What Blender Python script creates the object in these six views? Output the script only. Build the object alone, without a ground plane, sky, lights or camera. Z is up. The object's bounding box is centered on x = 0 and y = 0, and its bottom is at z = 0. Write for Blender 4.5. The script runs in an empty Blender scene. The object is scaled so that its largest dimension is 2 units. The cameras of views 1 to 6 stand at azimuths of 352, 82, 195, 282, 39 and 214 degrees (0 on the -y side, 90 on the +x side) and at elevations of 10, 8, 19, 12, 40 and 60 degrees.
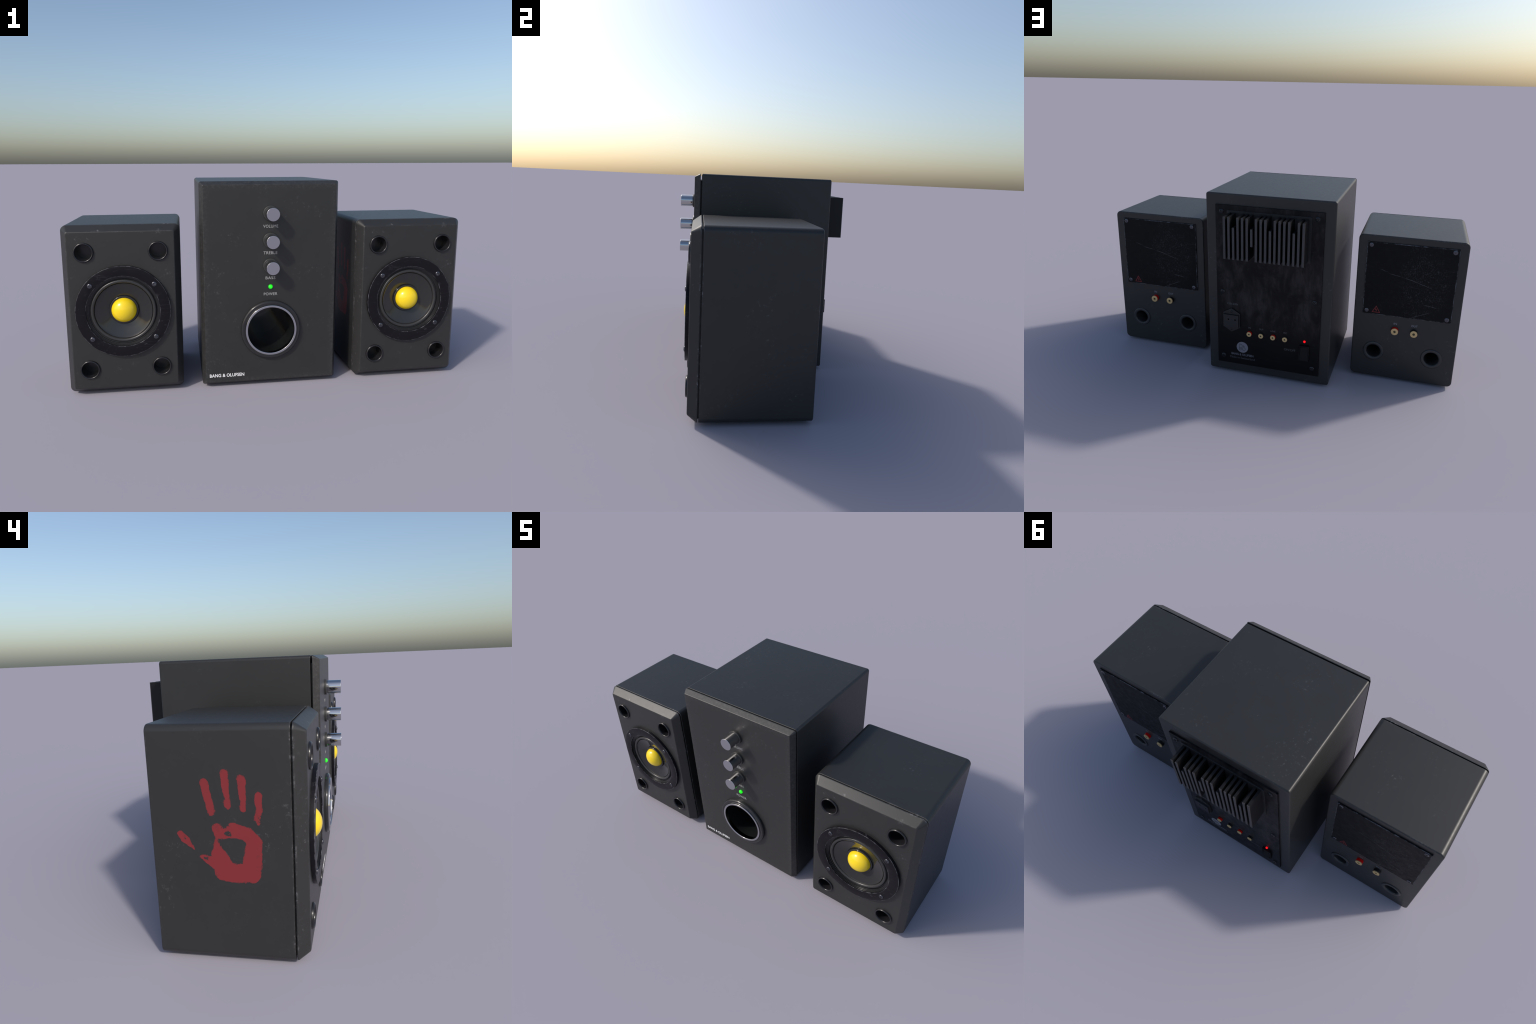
"""Three-piece active loudspeaker set: a tall subwoofer between two satellites.
Front of everything faces -y.  Metres, z up."""
import bpy, bmesh, math, random
from mathutils import Vector, Matrix

random.seed(7)
SC = bpy.context.scene.collection
TAU = math.tau

# ------------------------------------------------------------------ node kit
class Kit:
    """Small wrapper to write node graphs as expressions."""
    def __init__(self, name):
        self.mat = bpy.data.materials.new(name)
        self.mat.use_nodes = True
        self.nt = self.mat.node_tree
        self.n, self.l = self.nt.nodes, self.nt.links
        self.bsdf = self.n["Principled BSDF"]
        self.tc = self.n.new("ShaderNodeTexCoord")
        self.obj = self.tc.outputs["Object"]
        self.geo = self.n.new("ShaderNodeNewGeometry")

    def put(self, sock, v):
        if isinstance(v, bpy.types.NodeSocket):
            self.l.new(v, sock)
        elif v is not None:
            if sock.type == "RGBA" and len(v) == 3:
                v = (*v, 1)
            sock.default_value = v

    def math(self, op, a, b=None, c=None, clamp=False):
        x = self.n.new("ShaderNodeMath"); x.operation = op; x.use_clamp = clamp
        for s, v in zip(x.inputs, (a, b, c)):
            self.put(s, v)
        return x.outputs[0]

    def vec(self, op, a, b=None, scale=None):
        x = self.n.new("ShaderNodeVectorMath"); x.operation = op
        self.put(x.inputs[0], a)
        self.put(x.inputs[1], b)
        if scale is not None:
            self.put(x.inputs["Scale"], scale)
        return x.outputs["Value"] if op in ("DOT_PRODUCT", "LENGTH", "DISTANCE") else x.outputs["Vector"]

    def split(self, v):
        x = self.n.new("ShaderNodeSeparateXYZ"); self.put(x.inputs[0], v)
        return x.outputs

    def join(self, a, b, c):
        x = self.n.new("ShaderNodeCombineXYZ")
        for s, v in zip(x.inputs, (a, b, c)):
            self.put(s, v)
        return x.outputs[0]

    def noise(self, scale, detail=3, rough=0.55, vec=None, dist=0.0, out="Fac", stretch=None, shift=None):
        v = vec or self.obj
        if stretch or shift:
            mp = self.n.new("ShaderNodeMapping")
            self.put(mp.inputs["Vector"], v)
            mp.inputs["Scale"].default_value = stretch or (1, 1, 1)
            mp.inputs["Location"].default_value = shift or (0, 0, 0)
            v = mp.outputs[0]
        x = self.n.new("ShaderNodeTexNoise")
        self.put(x.inputs["Vector"], v)
        x.inputs["Scale"].default_value = scale
        x.inputs["Detail"].default_value = detail
        x.inputs["Roughness"].default_value = rough
        x.inputs["Distortion"].default_value = dist
        return x.outputs[out]

    def step(self, v, lo, hi, a=0.0, b=1.0):
        x = self.n.new("ShaderNodeMapRange"); x.interpolation_type = "SMOOTHSTEP"
        self.put(x.inputs["Value"], v)
        for k, q in zip(("From Min", "From Max", "To Min", "To Max"), (lo, hi, a, b)):
            x.inputs[k].default_value = q
        return x.outputs["Result"]

    def mix(self, f, a, b):
        x = self.n.new("ShaderNodeMix"); x.data_type = "RGBA"
        self.put(x.inputs["Factor"], f)
        self.put(x.inputs["A"] if x.inputs["A"].type == "RGBA" else x.inputs[6], a)
        self.put(x.inputs["B"] if x.inputs["B"].type == "RGBA" else x.inputs[7], b)
        return x.outputs[2]

    def edge(self, radius):
        """0 on flats, 1 on outer edges: how far a bevelled normal turns away."""
        x = self.n.new("ShaderNodeBevel"); x.samples = 6
        x.inputs["Radius"].default_value = radius
        d = self.vec("DOT_PRODUCT", x.outputs[0], self.geo.outputs["True Normal"])
        return self.math("SUBTRACT", 1.0, d, clamp=True)

    def bump(self, h, strength, dist=0.001):
        x = self.n.new("ShaderNodeBump")
        x.inputs["Strength"].default_value = strength
        x.inputs["Distance"].default_value = dist
        self.put(x.inputs["Height"], h)
        self.l.new(x.outputs[0], self.bsdf.inputs["Normal"])

    def set(self, **kw):
        for k, v in kw.items():
            self.put(self.bsdf.inputs[k.replace("_", " ")], v)
        return self.mat


def plain(name, col, rough, metal=0.0, emit=None, coat=0.0, spec=.5):
    k = Kit(name)
    k.set(Base_Color=col, Roughness=rough, Metallic=metal, Specular_IOR_Level=spec)
    k.bsdf.inputs["Coat Weight"].default_value = coat
    if emit:
        k.bsdf.inputs["Emission Color"].default_value = (*emit[0], 1)
        k.bsdf.inputs["Emission Strength"].default_value = emit[1]
    return k.mat


# --- hand print drawn as a signed distance to tapered strokes (y, z about the mid height)
STROKES = [
    # index, middle (with a pinched joint), ring, little finger
    ((-.0355, .221), (-.0550, .1215), .0142, .0126),
    ((-.1055, .252), (-.1085, .192), .0145, .0118),
    ((-.1085, .192), (-.111, .170), .0118, .0076),
    ((-.111, .158), (-.1125, .143), .0108, .0112),
    ((-.162, .2325), (-.163, .196), .0145, .0128),
    ((-.163, .196), (-.1645, .160), .0128, .0100),
    ((-.1645, .160), (-.163, .131), .0100, .0104),
    ((-.2155, .178), (-.217, .128), .0125, .0108),
    ((-.217, .128), (-.2085, .097), .0108, .0082),
    ((-.2085, .097), (-.2145, .079), .0082, .0036),
    # thumb
    ((.057, .043), (.041, .023), .0105, .0142),
    ((.041, .023), (.027, .006), .0142, .0080),
    ((.027, .006), (.0105, -.012), .0070, .0022),
    # pads below the fingers
    ((-.074, .062), (-.080, .046), .0190, .0200),
    ((-.080, .046), (-.128, .055), .0190, .0250),
    ((-.128, .061), (-.175, .044), .0240, .0240),
    ((-.175, .044), (-.198, .017), .0240, .0250),
    # outer heel, wrist, ball of the thumb
    ((-.196, .015), (-.188, -.050), .0265, .0325),
    ((-.188, -.050), (-.184, -.098), .0325, .0290),
    ((-.183, -.092), (-.122, -.094), .0330, .0340),
    ((-.122, -.094), (-.090, -.086), .0340, .0360),
    ((-.0690, .036), (-.066, .011), .0030, .0075),
    ((-.066, .011), (-.074, -.030), .0080, .0270),
    ((-.074, -.030), (-.092, -.082), .0270, .0370),
    ((-.013, -.037), (-.062, -.060), .0070, .0230),
]
GAPS = [((-.098, .079), .0150), ((-.1085, .046), .0095), ((.0445, .0265), .0035),
        ((-.029, -.043), .0060), ((-.2255, .094), .0085)]


def handprint(k, mid):
    """mask (0..1) of the print on the cabinet's -x side"""
    co = k.split(k.obj)
    wob = k.noise(60, 4, .65, out="Color")
    wob = k.vec("SCALE", k.vec("SUBTRACT", wob, (.5, .5, .5)), scale=.012)
    fuzz = k.vec("SUBTRACT", k.noise(230, 5, .75, out="Color"), (.5, .5, .5))
    torn = k.step(k.noise(19, 3, .6, shift=(2, 2, 5)), .46, .66, .003, .034)
    wob = k.vec("ADD", wob, k.vec("SCALE", fuzz, scale=torn))
    wv = k.split(wob)
    p = k.join(k.math("ADD", co[1], wv[0]), k.math("ADD", k.math("SUBTRACT", co[2], mid), wv[1]), 0.0)
    best = None
    for a, b, ra, rb in STROKES:
        ba = (b[0] - a[0], b[1] - a[1], 0.0)
        l2 = ba[0] ** 2 + ba[1] ** 2
        pa = k.vec("SUBTRACT", p, (a[0], a[1], 0))
        h = k.math("MULTIPLY", k.vec("DOT_PRODUCT", pa, ba), 1 / l2, clamp=True)
        near = k.vec("SCALE", ba, scale=h)
        d = k.vec("DISTANCE", pa, near)
        d = k.math("SUBTRACT", d, k.math("MULTIPLY_ADD", h, rb - ra, ra))
        best = d if best is None else k.math("MINIMUM", best, d)
    for c, r in GAPS:
        d = k.math("SUBTRACT", r, k.vec("DISTANCE", p, (c[0], c[1], 0)))
        d = k.math("ADD", d, k.math("MULTIPLY", k.math("SUBTRACT", k.noise(130, 3), .5), .03))
        best = k.math("MAXIMUM", best, d)
    m = k.step(best, -.0011, .0009, 1.0, 0.0)
    side = k.math("LESS_THAN", k.split(k.geo.outputs["True Normal"])[0], -.95)
    inside = k.math("LESS_THAN", co[0], 0.0)
    # thin, patchy paint
    thin = k.step(k.noise(30, 6, .75, shift=(3, 1, 5)), .57, .70)
    near = k.step(best, -.018, -.002, .25, 1.0)
    dry = k.math("MULTIPLY", k.step(k.noise(150, 4, .75, stretch=(1, 1.6, .8)), .45, .66), near)
    thin = k.math("MULTIPLY", thin, k.math("MULTIPLY_ADD", dry, .7, .25))
    m = k.math("MULTIPLY", m, k.math("SUBTRACT", 1.0, k.math("MULTIPLY", thin, .8)))
    return k.math("MULTIPLY", k.math("MULTIPLY", m, side), inside)


def housing(name, col, wear=1.0, rim=None, hand=None, rough=.42, border=None):
    """black textured vinyl: fine grain, soft scuffs, chipped edges"""
    k = Kit(name)
    c = k.mix(k.noise(9, 3), tuple(x * .90 for x in col), tuple(x * 1.10 for x in col))
    # soft pale smudges and small specks, gathered in a few areas
    area = k.step(k.noise(5.5, 2, shift=(4, 2, 9)), .50, .68)
    smudge = k.math("MULTIPLY", k.step(k.noise(55, 4, .7), .56, .78), area)
    c = k.mix(k.math("MULTIPLY", smudge, .24), c, (.30, .30, .31))
    speck = k.step(k.noise(95, 2, .5, shift=(1, 7, 3)), .70, .76)
    c = k.mix(k.math("MULTIPLY", k.math("MULTIPLY", speck, area), .15), c, (.32, .32, .33))
    if rim:                       # dusty band along the border of a front plate
        co = k.split(k.obj)
        hx, z0, z1 = rim
        dx = k.math("SUBTRACT", hx, k.math("ABSOLUTE", co[0]))
        dz = k.math("MINIMUM", k.math("SUBTRACT", co[2], z0), k.math("SUBTRACT", z1, co[2]))
        d = k.math("MINIMUM", dx, dz)
        band = k.step(d, .004, .034, 1.0, 0.0)
        dust = k.math("MULTIPLY", band, k.step(k.noise(70, 4, .7), .42, .70))
        c = k.mix(k.math("MULTIPLY", dust, .065), c, (.34, .33, .32))
    if hand is not None:
        hm = handprint(k, hand)
        c = k.mix(hm, c, (.196, .0195, .0220))
    if wear:
        e = k.step(k.edge(.011), .006, .10)
        chip = k.step(k.noise(46, 5, .78, shift=(2, 5, 1)), .49, .66)
        big = k.step(k.noise(9, 3, .6, shift=(6, 1, 2)), .46, .66)
        w = k.math("MULTIPLY", k.math("MULTIPLY", e, chip), k.math("MULTIPLY_ADD", big, .85, .12))
        c = k.mix(k.math("MULTIPLY", w, .8 * wear), c, (.36, .36, .38))
    if border:                    # rubbed arris round the front face: a broken line with wider scuffs
        hx, hz, mid = border
        co = k.split(k.obj)
        dx = k.math("SUBTRACT", k.math("ABSOLUTE", co[0]), hx)
        dz = k.math("SUBTRACT", k.math("ABSOLUTE", k.math("SUBTRACT", co[2], mid)), hz)
        d = k.math("ABSOLUTE", k.math("MAXIMUM", dx, dz))
        blob = k.step(k.noise(13, 3, .6, shift=(3, 8, 4)), .58, .74)
        d = k.math("SUBTRACT", d, k.math("MULTIPLY", blob, .020))
        line = k.step(d, -.012, .0045, 1.0, 0.0)
        fine = k.step(k.noise(75, 5, .8, shift=(9, 2, 2)), .48, .68)
        gap = k.step(k.noise(22, 3, .6, shift=(1, 1, 7)), .40, .60, .15, 1.0)
        w = k.math("MULTIPLY", k.math("MULTIPLY", line, fine), gap)
        c = k.mix(k.math("MULTIPLY", w, .42), c, (.34, .34, .35))
    r = k.step(k.noise(60, 4, .6), .3, .7, rough - .015, rough + .02)
    k.set(Base_Color=c, Roughness=r)
    k.bump(k.noise(420, 2, .6), .06, .0006)
    return k.mat


def worn_black(name, col, rough, scratch=.5, chips=.8, mottled=None, metal=0.0, streak=(1, 1, 1), edge_r=.004, spec=.35, cloud=None, gouge=None, chip_col=(.42, .43, .47)):
    """painted sheet metal: scratches, rubbed patches, bright chipped edges"""
    k = Kit(name)
    c = col
    if mottled:
        grime = k.step(k.noise(7, 6, .68, stretch=(1.6, 1, .8), shift=(0, 3, 1), dist=.5), .40, .62)
        drip = k.step(k.noise(16, 5, .7, stretch=(2.4, 1, .6), shift=(5, 0, 2)), .40, .62)
        g = k.math("MULTIPLY", grime, k.math("MULTIPLY_ADD", drip, .6, .4))
        co = k.split(k.obj)
        fade = k.step(co[2], .22, .42)
        c = k.mix(k.math("MULTIPLY", g, fade), col, mottled)
    rub = k.step(k.noise(5, 3, shift=(1, 4, 6)), .47, .66)
    dots = k.step(k.noise(75, 4, .75, stretch=streak), .55, .80)
    c = k.mix(k.math("MULTIPLY", k.math("MULTIPLY", rub, dots), .30 * scratch), c, (.20, .20, .22))
    if cloud:                     # a dusty, rubbed-through column
        co = k.split(k.obj)
        u = k.math("DIVIDE", k.math("SUBTRACT", co[0], cloud[0]), cloud[1])
        v = k.math("DIVIDE", k.math("SUBTRACT", co[2], cloud[2]), cloud[3])
        q = k.math("ADD", k.math("MULTIPLY", u, u), k.math("MULTIPLY", v, v))
        q = k.math("ADD", q, k.math("MULTIPLY", k.math("SUBTRACT", k.noise(11, 4, .65), .5), 2.6))
        q = k.step(q, .1, 1.5, 1.0, .10)
        f = k.step(k.noise(190, 5, .85, stretch=(1, 1, .6), shift=(0, 2, 0)), .49, .70)
        f = k.math("MULTIPLY", f, k.step(k.noise(34, 4, .7), .40, .62, .25, 1.0))
        c = k.mix(k.math("MULTIPLY", k.math("MULTIPLY", q, f), .38), c, (.20, .20, .215))
    if gouge:                     # single long curved scratches: (x0, x1, z at x0, slope, bend, width)
        co = k.split(k.obj)
        for x0, x1, z0, sl, be, wd in gouge:
            t = k.math("SUBTRACT", co[0], x0)
            z = k.math("MULTIPLY_ADD", k.math("MULTIPLY_ADD", t, be, sl), t, z0)
            z = k.math("ADD", z, k.math("MULTIPLY", k.math("SUBTRACT", k.noise(40, 2), .5), .005))
            d = k.math("ABSOLUTE", k.math("SUBTRACT", co[2], z))
            ln = k.step(d, wd * .3, wd, 1.0, 0.0)
            m = k.math("MULTIPLY", k.step(co[0], x0, x0 + .03), k.step(co[0], x1 - .03, x1, 1.0, 0.0))
            m = k.math("MULTIPLY", m, k.step(k.noise(28, 3, .6), .34, .56, .2, 1.0))
            c = k.mix(k.math("MULTIPLY", k.math("MULTIPLY", ln, m), .45), c, (.22, .22, .24))
    # hair scratches in three directions: thin iso-lines of stretched noise
    for i, rot in enumerate((.25, 1.25, -.7)):
        mp = k.n.new("ShaderNodeMapping")
        k.l.new(k.obj, mp.inputs["Vector"])
        mp.inputs["Rotation"].default_value = (0, rot, 0)
        mp.inputs["Location"].default_value = (i * 2.3, 0, i * 1.7)
        mp.inputs["Scale"].default_value = (1.2, 1, 16)
        f = k.noise(3.5, 1, .4, vec=mp.outputs[0])
        line = k.step(k.math("ABSOLUTE", k.math("SUBTRACT", f, .57)), .0, .006, 1.0, 0.0)
        brk = k.step(k.noise(9, 3, .6, shift=(i * 3, 1, 8)), .52, .68)
        c = k.mix(k.math("MULTIPLY", k.math("MULTIPLY", line, brk), .35 * scratch), c, (.25, .25, .27))
    if chips:
        e = k.step(k.edge(edge_r), .008, .09)
        ch = k.step(k.noise(26, 6, .8), .44, .62)
        c = k.mix(k.math("MULTIPLY", k.math("MULTIPLY", e, ch), .7 * chips), c, chip_col)
    k.set(Base_Color=c, Roughness=k.step(k.noise(30, 4, .7), .3, .7, rough - .06, rough + .08), Metallic=metal, Specular_IOR_Level=spec)
    return k.mat


def fin_metal():
    """fins: crevice shade painted into the faces, outer edges lightened against it"""
    k = Kit("black_anodised_fin")
    co = k.split(k.obj)
    out = k.step(co[1], .4440, .4486)
    grain = k.noise(60, 4, .7, stretch=(1, 1, .25))
    c = k.mix(grain, (.0060, .0060, .0068), (.0100, .0098, .0108))
    c = k.mix(out, c, k.mix(grain, (.052, .048, .050), (.080, .074, .077)))
    k.set(Base_Color=c, Roughness=.5, Specular_IOR_Level=.3)
    return k.mat


BODY = (.0222, .0222, .0219)
M = dict(
    sat_cab=housing("satellite_vinyl", BODY, 1.0, hand=.4245),
    sat_front=housing("satellite_baffle_vinyl", BODY, 1.0, border=(.2488, .3850, .4245)),
    sub_cab=housing("subwoofer_vinyl", BODY, 0.0),
    sub_front=housing("subwoofer_baffle_vinyl", BODY, 0.0, rim=(.3293, .027, 1.0217)),
    ring=worn_black("black_lacquered_ring", (.0065, .0058, .0080), .36, scratch=.75, chips=1.25, spec=.20, edge_r=.003),
    gloss=plain("glossy_black_plastic", (.020, .020, .021), .17),
    cone=plain("polished_cone", (.0225, .0225, .0230), .09),
    terrace=plain("black_basket_lacquer", (.012, .012, .013), .30),
    rubber=plain("satin_black_rubber", (.030, .030, .031), .33),
    port=plain("dark_port_plastic", (.014, .0135, .0155), .24),
    well=plain("port_inside", (.010, .011, .011), .14),
    collar=plain("dark_washer_plastic", (.035, .035, .034), .35),
    chrome=plain("polished_chrome", (.55, .55, .56), .06, 1.0),
    yellow=plain("yellow_lacquer", (.92, .66, .012), .22, coat=.3),
    green=plain("green_lamp", (.02, .6, .02), .3, emit=((.005, 1.0, .008), .95)),
    red_lamp=plain("red_lamp", (.6, .01, .01), .3, emit=((1.0, .004, .008), .95)),
    white=plain("white_print", (.86, .86, .86), .5),
    grey=plain("pale_grey_print", (.36, .36, .36), .55),
    blue_grey=plain("cool_grey_print", (.13, .13, .15), .5),
    dim_grey=plain("faded_grey_print", (.07, .07, .078), .55),
    sat_grey=plain("grey_socket_print", (.21, .21, .24), .5),
    switch=plain("black_switch", (.0055, .0055, .0065), .45, spec=.2),
    disc=plain("silver_badge", (.19, .19, .22), .45),
    line=plain("dark_badge_line", (.06, .06, .07), .5),
    gold=plain("brass_contact", (.66, .47, .22), .38, .35),
    brass_in=plain("dark_brass_bore", (.06, .05, .02), .5),
    red=plain("red_insulator", (.62, .002, .002), .35, spec=.2),
    black=plain("black_insulator", (.004, .004, .005), .35),
    plate=worn_black("scratched_steel_plate", (.0042, .0041, .0045), .50, scratch=.26, chips=1.0, spec=.17, edge_r=.007, cloud=(-.075, .12, .585, .24),
                     gouge=[(-.125, .115, .572, .40, -.55, .0014), (-.165, -.075, .470, .10, .4, .0013), (.10, .165, .640, .30, 0, .0011), (-.13, -.02, .445, -.45, 0, .0011)]),
    sub_panel=worn_black("grimy_steel_panel", (.0030, .0028, .0031), .40, scratch=.22, chips=0, mottled=(.0310, .0275, .0285), spec=.20),
    fin=fin_metal(),
    sinkbase=worn_black("black_anodised_base", (.021, .020, .021), .5, scratch=.2, chips=.35, edge_r=.002),
    screw=plain("dull_steel_screw", (.11, .11, .125), .24, .9),
    dark_screw=plain("blackened_screw", (.030, .030, .034), .26, .6),
    socket=plain("dark_grey_socket", (.014, .0135, .015), .5),
    hole=plain("black_bore", (.002, .002, .002), .6),
    warn=plain("red_warning_print", (.20, .014, .016), .5),
    foot=plain("black_rubber_foot", (.010, .010, .010), .7),
)


# ------------------------------------------------------------- mesh builders
def finish(bm, name, mat, angle=32, wn=True):
    bmesh.ops.recalc_face_normals(bm, faces=bm.faces)
    me = bpy.data.meshes.new(name)
    bm.to_mesh(me); bm.free()
    return dress(me, name, mat, angle, wn)


def dress(me, name, mat, angle=32, wn=True):
    me.materials.clear(); me.materials.append(mat)
    me.shade_smooth()
    me.set_sharp_from_angle(angle=math.radians(angle))
    o = bpy.data.objects.new(name, me)
    SC.objects.link(o)
    if wn:
        m = o.modifiers.new("weighted", "WEIGHTED_NORMAL")
        m.keep_sharp = True; m.weight = 100
    return o


def fillet(pts, seg=5):
    """round the inner points of a 2D polyline; pts = (a, b, radius)"""
    out = []
    for i, (a, b, r) in enumerate(pts):
        if r <= 0 or i in (0, len(pts) - 1):
            out.append((a, b)); continue
        p = Vector((a, b)); u = Vector(pts[i - 1][:2]) - p; v = Vector(pts[i + 1][:2]) - p
        u.normalize(); v.normalize()
        ang = u.angle(v)
        t = r / math.tan(ang / 2)
        bis = (u + v).normalized(); c = p + bis * (r / math.sin(ang / 2))
        s, e = p + u * t - c, p + v * t - c
        tot = s.angle_signed(e)
        for j in range(seg + 1):
            q = s.copy(); q.rotate(Matrix.Rotation(-tot * j / seg, 2))
            out.append((c.x + q.x, c.y + q.y))
    return out


def rect_loop(hw, z0, z1, r, inset, y, seg=8):
    hw -= inset; z0 += inset; z1 -= inset
    pts = []
    for cx, cz, a0 in ((hw - r, z1 - r, 0), (-hw + r, z1 - r, 90), (-hw + r, z0 + r, 180), (hw - r, z0 + r, 270)):
        for j in range(seg + 1):
            a = math.radians(a0 + 90 * j / seg)
            pts.append(Vector((cx + r * math.cos(a), y, cz + r * math.sin(a))))
    return pts


def loft(loops, name, mat, **kw):
    bm = bmesh.new()
    rows = [[bm.verts.new(p) for p in L] for L in loops]
    n = len(rows[0])
    for A, B in zip(rows, rows[1:]):
        for i in range(n):
            bm.faces.new((A[i], A[(i + 1) % n], B[(i + 1) % n], B[i]))
    bm.faces.new(rows[0]); bm.faces.new(rows[-1])
    return finish(bm, name, mat, **kw)


def shell(hw, z0, z1, r, prof, name, mat, rmin=.003):
    """rounded-rectangle solid from an (inset, y) profile"""
    return loft([rect_loop(hw, z0, z1, max(r - i, rmin), i, y) for i, y in prof], name, mat)


def revolve(prof, name, mat, at=(0, 0, 0), n=72, closed=False, angle=32, wn=False):
    """turned part around the y axis; prof = (radius, y).  closed: ring section"""
    bm = bmesh.new()
    rows = []
    for r, y in prof:
        if r < 1e-6:
            rows.append([bm.verts.new((0, y, 0))])
        else:
            rows.append([bm.verts.new((r * math.cos(TAU * i / n), y, r * math.sin(TAU * i / n))) for i in range(n)])
    pairs = list(zip(rows, rows[1:]))
    if closed:
        pairs.append((rows[-1], rows[0]))
    for A, B in pairs:
        for i in range(n):
            j = (i + 1) % n
            if len(A) == 1 and len(B) == 1:
                continue
            if len(A) == 1:
                bm.faces.new((A[0], B[i], B[j]))
            elif len(B) == 1:
                bm.faces.new((A[i], A[j], B[0]))
            else:
                bm.faces.new((A[i], A[j], B[j], B[i]))
    if not closed:
        for R in (rows[0], rows[-1]):
            if len(R) > 1:
                bm.faces.new(R)
    o = finish(bm, name, mat, angle=angle, wn=wn)
    o.location = at
    return o


def arc(cx, cy, rx, ry, a0, a1, seg=8):
    return [(cx + rx * math.cos(math.radians(a0 + (a1 - a0) * i / seg)),
             cy + ry * math.sin(math.radians(a0 + (a1 - a0) * i / seg))) for i in range(seg + 1)]


def block(x0, x1, y0, y1, z0, z1, name, mat, bev=.001, seg=2):
    bm = bmesh.new()
    bmesh.ops.create_cube(bm, size=1)
    for v in bm.verts:
        v.co = Vector(((x0 + x1) / 2 + v.co.x * (x1 - x0), (y0 + y1) / 2 + v.co.y * (y1 - y0),
                       (z0 + z1) / 2 + v.co.z * (z1 - z0)))
    if bev:
        bmesh.ops.bevel(bm, geom=bm.edges[:], offset=bev, segments=seg, affect="EDGES", profile=.5)
    return finish(bm, name, mat)


def prism(outline, y0, y1, name, mat, bev=.001):
    """flat outline (x, z) given thickness along y"""
    bm = bmesh.new()
    A = [bm.verts.new((x, y0, z)) for x, z in outline]
    B = [bm.verts.new((x, y1, z)) for x, z in outline]
    n = len(A)
    bm.faces.new(A); bm.faces.new(B[::-1])
    for i in range(n):
        bm.faces.new((A[i], A[(i + 1) % n], B[(i + 1) % n], B[i]))
    bmesh.ops.recalc_face_normals(bm, faces=bm.faces)
    if bev:
        bmesh.ops.bevel(bm, geom=bm.edges[:], offset=bev, segments=2, affect="EDGES", profile=.5)
    return finish(bm, name, mat)


def strokes(paths, width, y0, y1, name, mat, extra=None):
    """engraved/printed line work in the xz plane: each path a mitred strip, closed if it ends where it starts"""
    bm = bmesh.new()
    for path in paths:
        closed = (Vector(path[0]) - Vector(path[-1])).length < 1e-6
        P = [Vector(p) for p in (path[:-1] if closed else path)]
        n = len(P); L, R = [], []
        for i, p in enumerate(P):
            a = P[i - 1] if (closed or i > 0) else None
            b = P[(i + 1) % n] if (closed or i < n - 1) else None
            d1 = (p - a).normalized() if a is not None else None
            d2 = (b - p).normalized() if b is not None else None
            t = ((d1 or d2) + (d2 or d1)).normalized()
            nrm = Vector((-t.y, t.x))
            cosv = max(.35, nrm.dot(Vector((-(d1 or d2).y, (d1 or d2).x))))
            L.append(p + nrm * width / 2 / cosv); R.append(p - nrm * width / 2 / cosv)
        ring = [[bm.verts.new((q.x, y, q.y)) for q in S] for S, y in ((L, y0), (L, y1), (R, y1), (R, y0))]
        for i in range(n if closed else n - 1):
            j = (i + 1) % n
            for s in range(4):
                A, B = ring[s], ring[(s + 1) % 4]
                bm.faces.new((A[i], A[j], B[j], B[i]))
        if not closed:
            bm.faces.new([r[0] for r in ring]); bm.faces.new([r[-1] for r in ring])
    return finish(bm, name, mat, wn=False)


def cut(o, cutters):
    for c in cutters:
        m = o.modifiers.new("cut", "BOOLEAN"); m.operation = "DIFFERENCE"; m.solver = "EXACT"; m.object = c
    wm = o.modifiers.get("weighted")
    if wm:
        o.modifiers.remove(wm)
    dg = bpy.context.evaluated_depsgraph_get()
    me = bpy.data.meshes.new_from_object(o.evaluated_get(dg))
    mat = o.data.materials[0]; old = o.data
    o.modifiers.clear(); o.data = me
    bpy.data.meshes.remove(old)
    me.name = o.name
    me.materials.clear(); me.materials.append(mat)
    me.polygons.foreach_set("material_index", [0] * len(me.polygons))
    me.shade_smooth(); me.set_sharp_from_angle(angle=math.radians(32))
    m = o.modifiers.new("weighted", "WEIGHTED_NORMAL"); m.keep_sharp = True; m.weight = 100


def drill(r, x, z, y0, y1, n=72):
    return revolve([(r, y0), (r, y1)], "drill", M["hole"], at=(x, 0, z), n=n)


def drop(objs):
    for o in objs:
        me = o.data
        bpy.data.objects.remove(o); bpy.data.meshes.remove(me)


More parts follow.
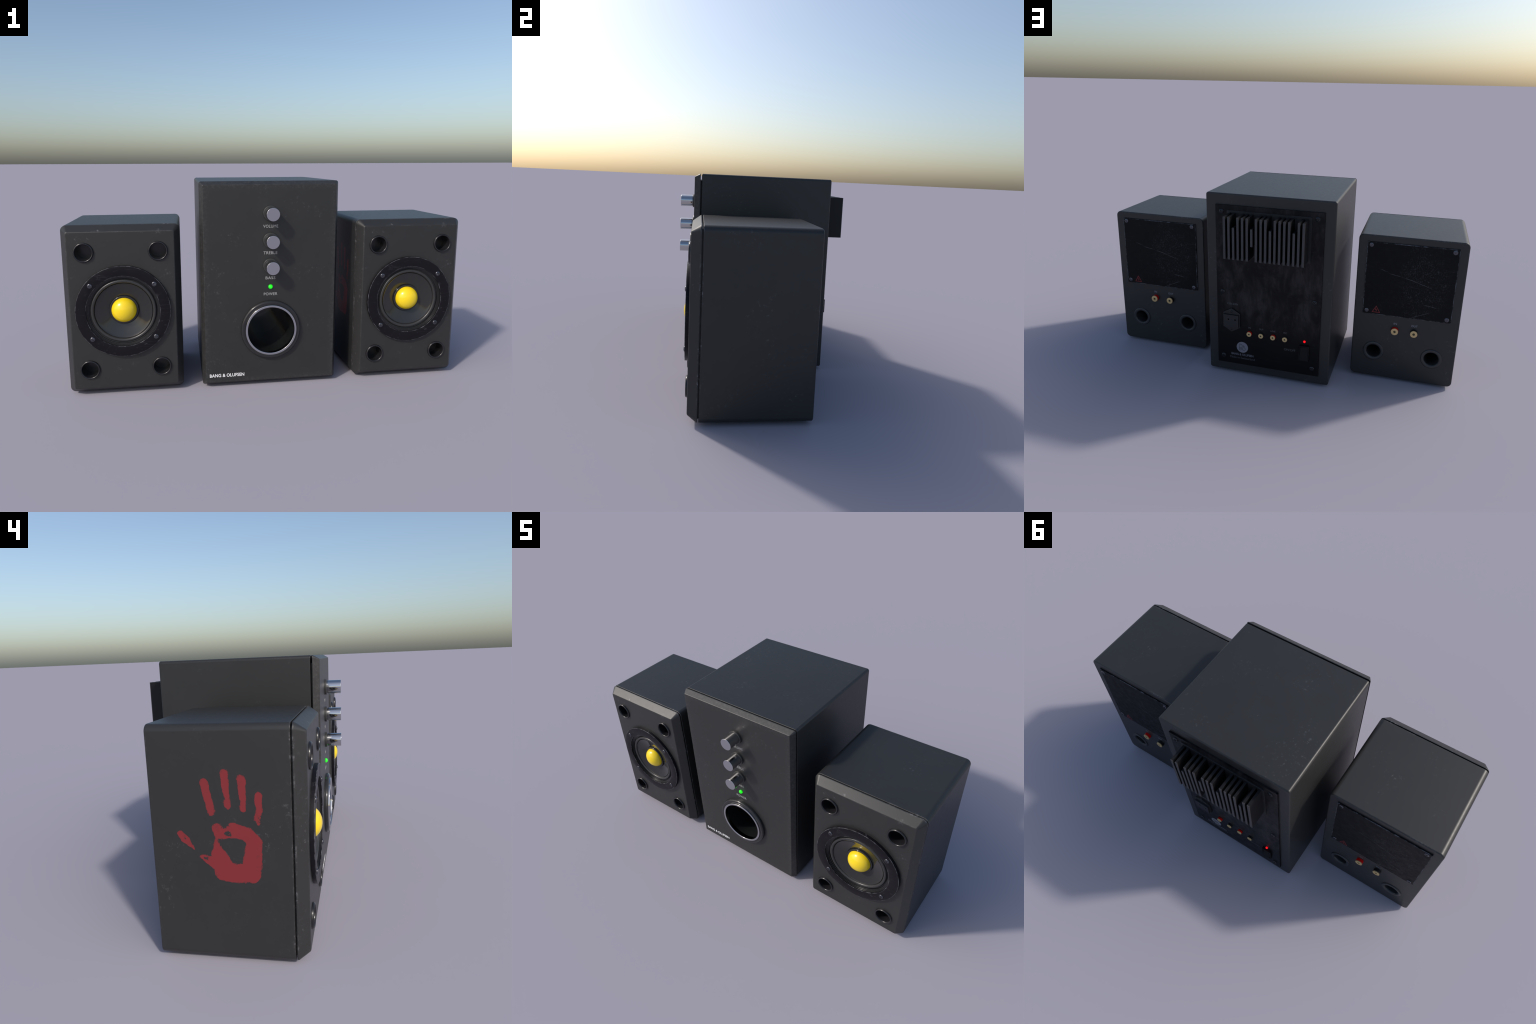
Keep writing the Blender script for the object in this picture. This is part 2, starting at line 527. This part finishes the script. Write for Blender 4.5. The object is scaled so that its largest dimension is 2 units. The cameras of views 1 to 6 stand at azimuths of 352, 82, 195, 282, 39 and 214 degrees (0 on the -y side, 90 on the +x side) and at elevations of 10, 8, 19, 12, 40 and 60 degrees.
def lettering(text, x0, x1, z0, z1, y, face, mat, name="lettering", bold=0.0, space=1.0):
    """raised print filling the box x0..x1, z0..z1 (x0 = where reading starts)"""
    cu = bpy.data.curves.new(name, "FONT")
    cu.body = text; cu.size = 1; cu.extrude = .5; cu.offset = bold; cu.space_character = space
    cu.resolution_u = 4
    tmp = bpy.data.objects.new(name, cu); SC.objects.link(tmp)
    dg = bpy.context.evaluated_depsgraph_get()
    me = bpy.data.meshes.new_from_object(tmp.evaluated_get(dg))
    bpy.data.objects.remove(tmp); bpy.data.curves.remove(cu)
    xs = [v.co.x for v in me.vertices]; ys = [v.co.y for v in me.vertices]
    ax, bx, ay, by = min(xs), max(xs), min(ys), max(ys)
    for v in me.vertices:
        u, w = (v.co.x - ax) / (bx - ax), (v.co.y - ay) / (by - ay)
        v.co = Vector((x0 + u * (x1 - x0), y + face * (.0003 if v.co.z > 0 else -.0012), z0 + w * (z1 - z0)))
    me.name = name
    bm = bmesh.new(); bm.from_mesh(me)
    bmesh.ops.recalc_face_normals(bm, faces=bm.faces)
    bm.to_mesh(me); bm.free()
    me.materials.clear(); me.materials.append(mat)
    o = bpy.data.objects.new(name, me); SC.objects.link(o)
    return o


def child(o, parent):
    o.parent = parent
    return o


def twin(o, parent, loc=None, rot=None):
    c = o.copy(); SC.objects.link(c); c.parent = parent
    if loc is not None:
        c.location = loc
    if rot is not None:
        c.rotation_euler = rot
    return c


def empty(name, x, label, category):
    e = bpy.data.objects.new(name, None); e.empty_display_size = .1
    e.location = (x, 0, 0); SC.objects.link(e)
    e["label"] = label; e["category"] = category
    return e


def dome_screw(name, mat, r, h, face=1, slot="cross"):
    """domed screw head with a driver recess; local y=0 is the seat, head grows toward face*y"""
    f = face
    o = revolve([(0, -.002 * f), (r, -.002 * f), (r, .0012 * f)] +
                [(r * math.cos(t), (.0012 + (h - .0012) * math.sin(t)) * f) for t in [math.radians(a) for a in range(12, 80, 10)]] +
                [(0, h * f)], name, mat, n=28)
    w, d = r * .22, r * .62
    cs = []
    for a, b in (((-d, d), (-w / 2, w / 2)), ((-w / 2, w / 2), (-d, d))) if slot == "cross" else (((-d, d), (-w / 2, w / 2)),):
        y0, y1 = sorted((f * h * .55, f * h * 1.4))
        cs.append(block(a[0], a[1], y0, y1, b[0], b[1], "cutter", M["hole"], bev=0))
    cut(o, cs); drop(cs)
    return o


# ---------------------------------------------------------------- satellites
SAT_X, SAT_HW, Z0, SAT_TOP = .7222, .2778, .0105, .8385
MID = .4245
SF = -.3737                                     # baffle front plane
SB = .160                                       # cabinet back plane
HOLES = [(sx * .1718, MID + sz * .289) for sx in (-1, 1) for sz in (1, -1)]
PORTS = [(.1565, .1676), (-.1563, .1676)]


def build_satellite(root):
    # cabinet: rounded box, a core reaching through the shadow gap
    prof = fillet([(.012, SB, 0), (0, SB, .006), (0, -.3245, .0025), (.016, -.3245, 0), (.016, -.336, 0)])
    cab = shell(SAT_HW, Z0, SAT_TOP, .026, prof, "cabinet", M["sat_cab"], rmin=.004)
    # baffle: frustum with softly rounded rim
    prof = fillet([(.012, -.3300, 0), (0, -.3300, .0015), (.0010, -.3345, .003), (.0290, SF, .007), (.042, SF, 0)])
    baf = shell(SAT_HW, Z0, SAT_TOP, .026, prof, "front_baffle", M["sat_front"], rmin=.009)

    cs = [drill(.0415, x, z, -.45, -.298) for x, z in HOLES] + [drill(.176, 0, MID, -.45, -.25, 96)]
    cut(baf, cs)
    cs += [drill(.042, x, z, -.06, .2) for x, z in PORTS]
    cut(cab, cs)
    drop(cs)
    child(cab, root); child(baf, root)

    # four dummy ports with beaded rims
    prof = [(0, -.308), (.0375, -.308), (.0375, -.372)] + arc(.0424, -.3737, .0050, .0092, 180, 360, 10) + \
           [(.0410, -.3715), (.0410, -.302), (0, -.302)]
    tube = None
    for x, z in HOLES:
        if tube is None:
            tube = child(revolve(prof, "front_port", M["port"], at=(x, 0, z), n=64), root)
        else:
            twin(tube, root, (x, 0, z))

    # woofer
    R0 = .2235
    prof = [(R0, -.370)] + fillet([(R0, -.372, 0), (R0, -.3900, .0012), (.1740, -.3900, .0012), (.1740, -.3835, 0)], 3)[1:] + [(.1740, -.370)]
    TERR = [(.1705, -.3842), (.1702, -.3838), (.1700, -.3796), (.1668, -.3792), (.1665, -.3788), (.1663, -.3748),
            (.1622, -.3742), (.1618, -.3736), (.1616, -.3690), (.1575, -.3680), (.1575, -.3400)]
    frame = child(revolve(prof, "woofer", M["ring"], at=(0, 0, MID), n=128, closed=True), root)
    prof = [(.1742, -.3780), (.1742, -.3838), (.1738, -.3842)] + TERR + [(.1742, -.3400)]
    child(revolve(prof, "basket", M["terrace"], n=128, closed=True), frame)
    prof = [(.1590, -.3570), (.1570, -.3700)] + arc(.1470, -.3710, .0085, .0085, 0, -180, 12) + \
           [(.1365, -.3690), (.1365, -.3570)]
    child(revolve(prof, "surround", M["rubber"], n=128, closed=True), frame)
    prof = [(.1368, -.3600), (.1366, -.3716), (.1352, -.3728), (.1335, -.3716)] + \
           [(.133 + (.064 - .133) * t, -.3710 + .0225 * t) for t in [i / 10 for i in range(1, 11)]] + [(.064, -.3200), (.1368, -.3200)]
    child(revolve(prof, "cone", M["cone"], n=128, closed=True), frame)
    prof = [(.0560, -.3200), (.0700, -.3200), (.0700, -.3535)] + arc(.0668, -.3545, .0032, .0034, 0, -90, 5) + [(.0615, -.3572), (.0560, -.3560)]
    child(revolve(prof, "dust_cap_collar", M["gloss"], n=96, closed=True), frame)
    prof = [(0, -.3500), (.0602, -.3500)] + [(.0602 * math.cos(a), -.3545 - .0468 * math.sin(a)) for a in [math.radians(q * 6) for q in range(0, 15)]] + [(0, -.4013)]
    child(revolve(prof, "dust_cap", M["yellow"], n=96), frame)
    s = child(dome_screw("screw", M["screw"], .0120, .0058, -1), frame)
    s.location = (-.1495, -.3895, .131); s.rotation_euler = (0, .5, 0)
    for i, (x, z) in enumerate(((.1495, .131), (-.1495, -.131), (.1495, -.131))):
        twin(s, frame, (x, -.3895, z), (0, .9 + i * 1.1, 0))

    # rear service plate
    pl = child(block(-.2330, .2312, SB - .004, .1668, .3930, .8015, "rear_plate", M["plate"], bev=.0012), root)
    s = child(dome_screw("screw", M["screw"], .0122, .0045, 1), pl)
    s.location = (.2103, .1668, .7850); s.rotation_euler = (0, .35, 0)
    for i, (x, z) in enumerate(((-.2099, .7848), (.2107, .4124), (-.2097, .4118))):
        twin(s, pl, (x, .1668, z), (0, .8 + i * .9, 0))
    # warning triangle with a bolt
    tx, tz = .1590, .4060
    tri = [(tx - .0200, tz), (tx + .0200, tz), (tx, tz + .0350)]
    bolt = [(tx + .0015, tz + .0235), (tx + .0035, tz + .0140), (tx - .0035, tz + .0145), (tx - .0005, tz + .0045)]
    child(strokes([tri + tri[:1], bolt], .0032, .1660, .1672, "warning_sign", M["warn"]), pl)

    # loudspeaker sockets
    for name, x, ins, txt, w in (("red_socket", .0504, "red", "IN", .0085), ("black_socket", -.0511, "black", "OUT", .0165)):
        j = child(revolve([(0, SB - .003), (.0195, SB - .003)] + fillet([(.0195, SB, 0), (.0195, .1760, .0008), (.010, .1760, 0)], 3)[1:] + [(0, .1760)],
                          name, M[ins], at=(x, 0, .3090), n=40), root)
        child(revolve([(.0192, .1757), (.0192, .1795)] + arc(.0182, .1800, .0010, .0010, 0, 90, 3) + [(.0078, .1810), (.0070, .1805), (.0070, .1757)],
                      "contact_ring", M["gold"], n=40, closed=True), j)
        child(revolve([(0, .1750), (.0072, .1750), (.0072, .1775), (0, .1775)], "contact_bore", M["brass_in"], n=24), j)
        child(lettering(txt, x + w, x - w, .3425, .3545, SB, 1, M["sat_grey"], bold=.012), root)

    # two bass-reflex ports at the back: flared, with a turned-over lip
    prof = [(.0575, SB - .002), (.0575, SB + .0012)] + arc(.0500, SB + .0012, .0070, .0046, 0, 90, 6) + \
           arc(.0455, SB - .0060, .0085, .0118, 90, 175, 8) + [(.0365, SB - .020), (.0360, -.040), (0, -.040), (0, -.050), (.0405, -.050), (.0405, SB - .002)]
    p = child(revolve(prof, "reflex_port", M["rubber"], at=(PORTS[0][0], 0, PORTS[0][1]), n=64, closed=True), root)
    twin(p, root, (PORTS[1][0], 0, PORTS[1][1]))

    # feet
    f = None
    for x in (-.19, .19):
        for y in (-.22, .07):
            if f is None:
                f = child(foot(), root); f.location = (x, y, 0)
            else:
                twin(f, root, (x, y, 0))


def foot():
    bm = bmesh.new()
    bmesh.ops.create_cone(bm, cap_ends=True, segments=32, radius1=.022, radius2=.024, depth=.0125,
                          matrix=Matrix.Translation((0, 0, .00625)))
    return finish(bm, "foot", M["foot"])


LABEL = "black bookshelf speaker, yellow dome woofer, red handprint"
left = empty("satellite_speaker", -SAT_X, LABEL, "speaker")
build_satellite(left)
right = empty("satellite_speaker", SAT_X, LABEL, "speaker")


def clone(src, parent):
    for o in [c for c in bpy.data.objects if c.parent == src]:
        c = twin(o, parent)
        clone(o, c)


clone(left, right)

# ----------------------------------------------------------------- subwoofer
CX, HW, TOP = -.0047, .3453, 1.0378
FY, BY, PY = -.3707, .3440, .3535                # front, cabinet back, rear panel
sub = empty("subwoofer", CX, "tall black subwoofer, three chrome knobs, rear heatsink", "speaker")


def L(x):                                        # world x -> local x
    return x - CX


prof = fillet([(.014, BY, 0), (0, BY, .007), (0, -.3324, .002), (.033, -.3324, 0), (.033, -.345, 0)])
cab = shell(HW, Z0, TOP, .013, prof, "cabinet", M["sub_cab"])
prof = fillet([(.008, -.3404, 0), (0, -.3404, .001), (.0006, -.3440, .002), (.0160, FY, .004), (.024, FY, 0)])
baf = shell(HW, Z0, TOP, .011, prof, "front_baffle", M["sub_front"], rmin=.004)
PX, PZ = 0.0006, .2962                           # front port centre
P0, P1, Q0, Q1 = L(-.2941), L(.2854), .0628, .9788
cs = [drill(.128, PX, PZ, -.45, -.05, 96)]
cut(baf, cs)
cut(cab, cs)
drop(cs)
child(cab, sub); child(baf, sub)

# bass port: bulging black collar, chrome trim, deep tube
prof = [(.1265, FY + .010), (.1512, FY + .010), (.1512, FY - .004)] + arc(.1415, FY - .0080, .0095, .0110, 0, -90, 8) + \
       [(.1340, FY - .0185), (.1295, FY - .0165), (.1265, FY - .012)]
port = child(revolve(prof, "bass_port", M["gloss"], at=(PX, 0, PZ), n=128, closed=True), sub)
prof = [(.1292, FY - .010)] + fillet([(.1292, FY - .012, 0), (.1292, FY - .0245, .0018), (.1183, FY - .0245, .0022), (.1183, FY - .010, 0)], 4)[1:] + [(.1183, FY)]
child(revolve(prof, "chrome_trim", M["chrome"], n=128, closed=True), port)
prof = [(.1186, FY - .012), (.1180, FY + .02), (.1170, -.20), (.1160, -.075), (0, -.075), (0, -.060), (.1255, -.060), (.1255, FY - .012)]
child(revolve(prof, "port_tube", M["well"], n=128, closed=True), port)

# three knobs, labels
kprof = [(0, FY + .004), (.0300, FY + .004), (.0300, FY - .012), (.0312, FY - .0125)] + \
    fillet([(.0320, FY - .0150, 0), (.0320, -.4490, .0014), (.0298, -.4490, 0)], 5) + [(.0290, -.4490), (0, -.4490)]
wprof = [(.0200, FY + .003), (.0375, FY + .003)] + fillet([(.0375, FY, 0), (.0375, FY - .0105, .0020), (.020, FY - .0105, 0)], 4)[1:]
knob = washer = None
for z, txt, x0, x1, z0, z1 in ((.8830, "VOLUME", -.0408, .0332, .8120, .8268), (.7500, "TREBLE", -.0397, .0296, .6803, .6949),
                               (.6226, "BASS", -.0294, .0200, .5540, .5683)):
    if knob is None:
        knob = child(revolve(kprof, "knob", M["chrome"], at=(0, 0, z), n=64, wn=True), sub)
        washer = child(revolve(wprof, "washer", M["collar"], n=64, closed=True), knob)
    else:
        twin(washer, twin(knob, sub, (0, 0, z)))
    child(lettering(txt, L(x0), L(x1), z0, z1, FY, -1, M["grey"], bold=.004, space=1.08), sub)
child(lettering("POWER", L(-.0384), L(.0300), .4718, .4860, FY, -1, M["grey"], bold=.004, space=1.08), sub)
child(lettering("BANG & OLUFSEN", L(-.3155), L(-.1398), .0535, .0712, FY, -1, M["white"], bold=.022, space=1.02), sub)
child(revolve([(0, FY + .004), (.0105, FY + .004), (.0105, FY - .001)] + [(.0105 * math.cos(a), FY - .001 - .0095 * math.sin(a)) for a in [math.radians(q * 9) for q in range(1, 10)]] + [(0, FY - .0105)],
              "power_lamp", M["green"], at=(0, 0, .5162), n=32), sub)

# rear panel, screwed on top of the cabinet back
pan = child(block(P0, P1, BY - .003, PY, Q0, Q1, "rear_panel", M["sub_panel"], bev=.001), sub)
s = child(dome_screw("screw", M["dark_screw"], .0132, .0065, 1), pan)
pos = [(x, z) for z in (.945, .4968, .1070) for x in (.2515, -.2587)]
s.location = (L(pos[0][0]), PY, pos[0][1]); s.rotation_euler = (0, .3, 0)
for i, (x, z) in enumerate(pos[1:]):
    twin(s, pan, (L(x), PY, z), (0, .7 + i * .8, 0))

# heat sink: base plate with eighteen fins, four of them cut short
HB = .3585
sink = child(block(L(-.2290), L(.2200), PY - .002, HB, .7110, .9526, "heatsink", M["sinkbase"], bev=.0008), sub)
SHORT = {2: (.719, .8887), 6: (.7973, .8887), 10: (.719, .8887), 15: (.719, .8887)}
meshes = {}
for i in range(18):
    z0, z1 = SHORT.get(i, (.7190, .9415))
    x = .2013 - .02417 * i
    if (z0, z1) not in meshes:
        f = block(-.0061, .0061, HB - .001, .4490, z0, z1, "fin", M["fin"], bev=.0006)
        meshes[(z0, z1)] = f
        child(f, sink)
    else:
        f = twin(meshes[(z0, z1)], sink)
    f.location = (L(x), 0, 0)


def bx(x, z):                                    # reading taken on plane .349 moved onto the panel
    k = (2.774 - PY) / (2.774 - .349)
    return L(-.7345 + (x + .7345) * k), 1.584 + (z - 1.584) * k


def back_text(t, x0, x1, zc, h, mat, **kw):
    a, zc2 = bx(x0, zc); b, _ = bx(x1, zc)
    child(lettering(t, a, b, zc2 - h / 2, zc2 + h / 2, PY, 1, mat, **kw), pan)


back_text("110v-220v", .2279, .1662, .4268, .0125, M["dim_grey"], bold=.012)
back_text("IN", .1068, .0935, .2960, .0095, M["dim_grey"], bold=.01)
back_text("OUT", .0448, .0196, .2962, .0098, M["dim_grey"], bold=.01)
back_text("LINE", -.0213, -.0484, .2955, .0098, M["dim_grey"], bold=.01)
back_text("MIC", -.0942, -.1145, .2958, .0098, M["dim_grey"], bold=.01)
back_text("ON/OFF", -.0990, -.1638, .1972, .0130, M["dim_grey"])
back_text("BANG & OLUFSEN", .2077, .0770, .1216, .0138, M["blue_grey"], bold=.018)
back_text("Made in Switzerland", .2158, .0692, .1004, .0125, M["dim_grey"])

# badge: disc with line monogram
gx, gz = bx(.1424, .1682)
badge = child(revolve([(0, PY - .001), (.0334, PY - .001), (.0334, PY + .0006), (0, PY + .0006)], "badge", M["disc"], at=(gx, 0, gz), n=64), pan)
mono = [
    [(.0165, -.0045), (.0165, .0185), (.0100, .0185)] + [(.0100 - .0095 * math.sin(math.radians(a)), .0065 + .0120 * math.cos(math.radians(a))) for a in range(15, 181, 15)] + [(.0165, -.0055)],
    [(.0165, -.0055), (.0165, -.0185), (.0115, -.0185)] + [(.0115 - .0060 * math.sin(math.radians(a)), -.0120 + .0065 * math.cos(math.radians(a))) for a in range(165, -1, -15)] + [(.0165, -.0055)],
    [(-.0085 + .0092 * math.cos(TAU * i / 24), -.0098 + .0092 * math.sin(TAU * i / 24)) for i in range(25)],
    [(-.0045, .0140), (-.0058, .0075), (-.0095, .0050), (-.0130, .0050)],
    [(-.0062, .0075), (-.0120, .0090)],
]
child(strokes(mono, .0022, PY, PY + .0012, "monogram", M["line"]), badge)

# mains inlet: hexagonal flange, raised block, two pin holes, two screws
sx, _ = bx(.2015, .33)
hexo = [(sx + .0490, .3765), (sx, .4055), (sx - .0490, .3765), (sx - .0490, .2930), (sx, .2640), (sx + .0490, .2930)]
inlet = child(prism(hexo, PY - .001, PY + .0085, "mains_inlet", M["socket"], bev=.001), sub)
core = (block(sx - .0425, sx + .0450, PY + .0075, PY + .0185, .2950, .3690, "inlet_block", M["socket"], bev=.0012))
cs = [drill(.0046, x, .3420, PY + .006, PY + .03, 24) for x in (L(.2144), L(.1758))]
cut(core, cs); drop(cs); child(core, inlet)
h = None
for x in (L(.2144), L(.1758)):
    if h is None:
        h = child(revolve([(0, PY + .0078), (.0050, PY + .0078), (.0050, PY + .0085), (0, PY + .0085)], "pin_hole", M["hole"], at=(x, 0, .3420), n=24), inlet)
    else:
        twin(h, inlet, (x, 0, .3420))
s = child(dome_screw("inlet_screw", M["dark_screw"], .0060, .0035, 1), inlet)
s.location = (sx, PY + .0085, .3850)
twin(s, inlet, (sx, PY + .0085, .2800), (0, .6, 0))

# phono jacks
for i, x in enumerate((.0981, .0303, -.0375, -.1052)):
    ins = "red" if i % 2 == 0 else "black"
    j = child(revolve([(0, PY - .001), (.0145, PY - .001), (.0145, PY + .0030), (.0132, PY + .0034), (.0132, PY + .0040), (.0140, PY + .0044), (.0140, PY + .0095), (0, PY + .0095)],
                      "red_jack" if i % 2 == 0 else "black_jack", M[ins], at=(L(x), 0, .2632), n=36), sub)
    child(revolve([(.0138, PY + .0092), (.0138, PY + .0122)] + arc(.0128, PY + .0124, .0010, .0010, 0, 90, 3) + [(.0052, PY + .0134), (.0046, PY + .0130), (.0046, PY + .0092)],
                  "contact_ring", M["gold"], n=36, closed=True), j)
    child(revolve([(0, PY + .0090), (.0048, PY + .0090), (.0048, PY + .0102), (0, PY + .0102)], "contact_bore", M["hole"], n=20), j)

# rocker switch and its lamp
wx, hw_, wz0, wz1 = L(-.2135), .0275, .1520, .2410
sw = block(wx - hw_, wx + hw_, PY - .001, PY + .0125, wz0, wz1, "power_switch", M["switch"], bev=.0012)
cs = [block(wx - hw_ + .0045, wx + hw_ - .0045, PY + .0015, PY + .04, wz0 + .0045, wz1 - .0045, "cutter", M["hole"], bev=0)]
cut(sw, cs); drop(cs); child(sw, sub)
bm = bmesh.new()
a, b = wx - hw_ + .0055, wx + hw_ - .0055
side = [(PY + .0012, wz0 + .0055), (PY + .0165, wz0 + .0055), (PY + .0100, (wz0 + wz1) / 2), (PY + .0040, wz1 - .0110), (PY + .0012, wz1 - .0110)]
A = [bm.verts.new((a, y, z)) for y, z in side]; B = [bm.verts.new((b, y, z)) for y, z in side]
bm.faces.new(A); bm.faces.new(B[::-1])
for i in range(5):
    bm.faces.new((A[i], A[(i + 1) % 5], B[(i + 1) % 5], B[i]))
bmesh.ops.recalc_face_normals(bm, faces=bm.faces)
bmesh.ops.bevel(bm, geom=bm.edges[:], offset=.0008, segments=2, affect="EDGES", profile=.5)
child(finish(bm, "rocker", M["switch"]), sw)
child(block(a - .0006, b + .0006, PY + .0010, PY + .0022, wz0 + .0050, wz1 - .0050, "switch_black_floor", M["hole"], bev=0), sw)
child(revolve([(0, PY - .001), (.0064, PY - .001), (.0064, PY + .003)] + [(.0064 * math.cos(q), PY + .003 + .0055 * math.sin(q)) for q in [math.radians(d * 10) for d in range(1, 9)]] + [(0, PY + .0085)],
              "switch_lamp", M["red_lamp"], at=(L(-.2133), 0, .2640), n=24), sub)

f = child(foot(), sub); f.location = (-.25, -.22, 0)
for x, y in ((.25, -.22), (-.25, .24), (.25, .24)):
    twin(f, sub, (x, y, 0))
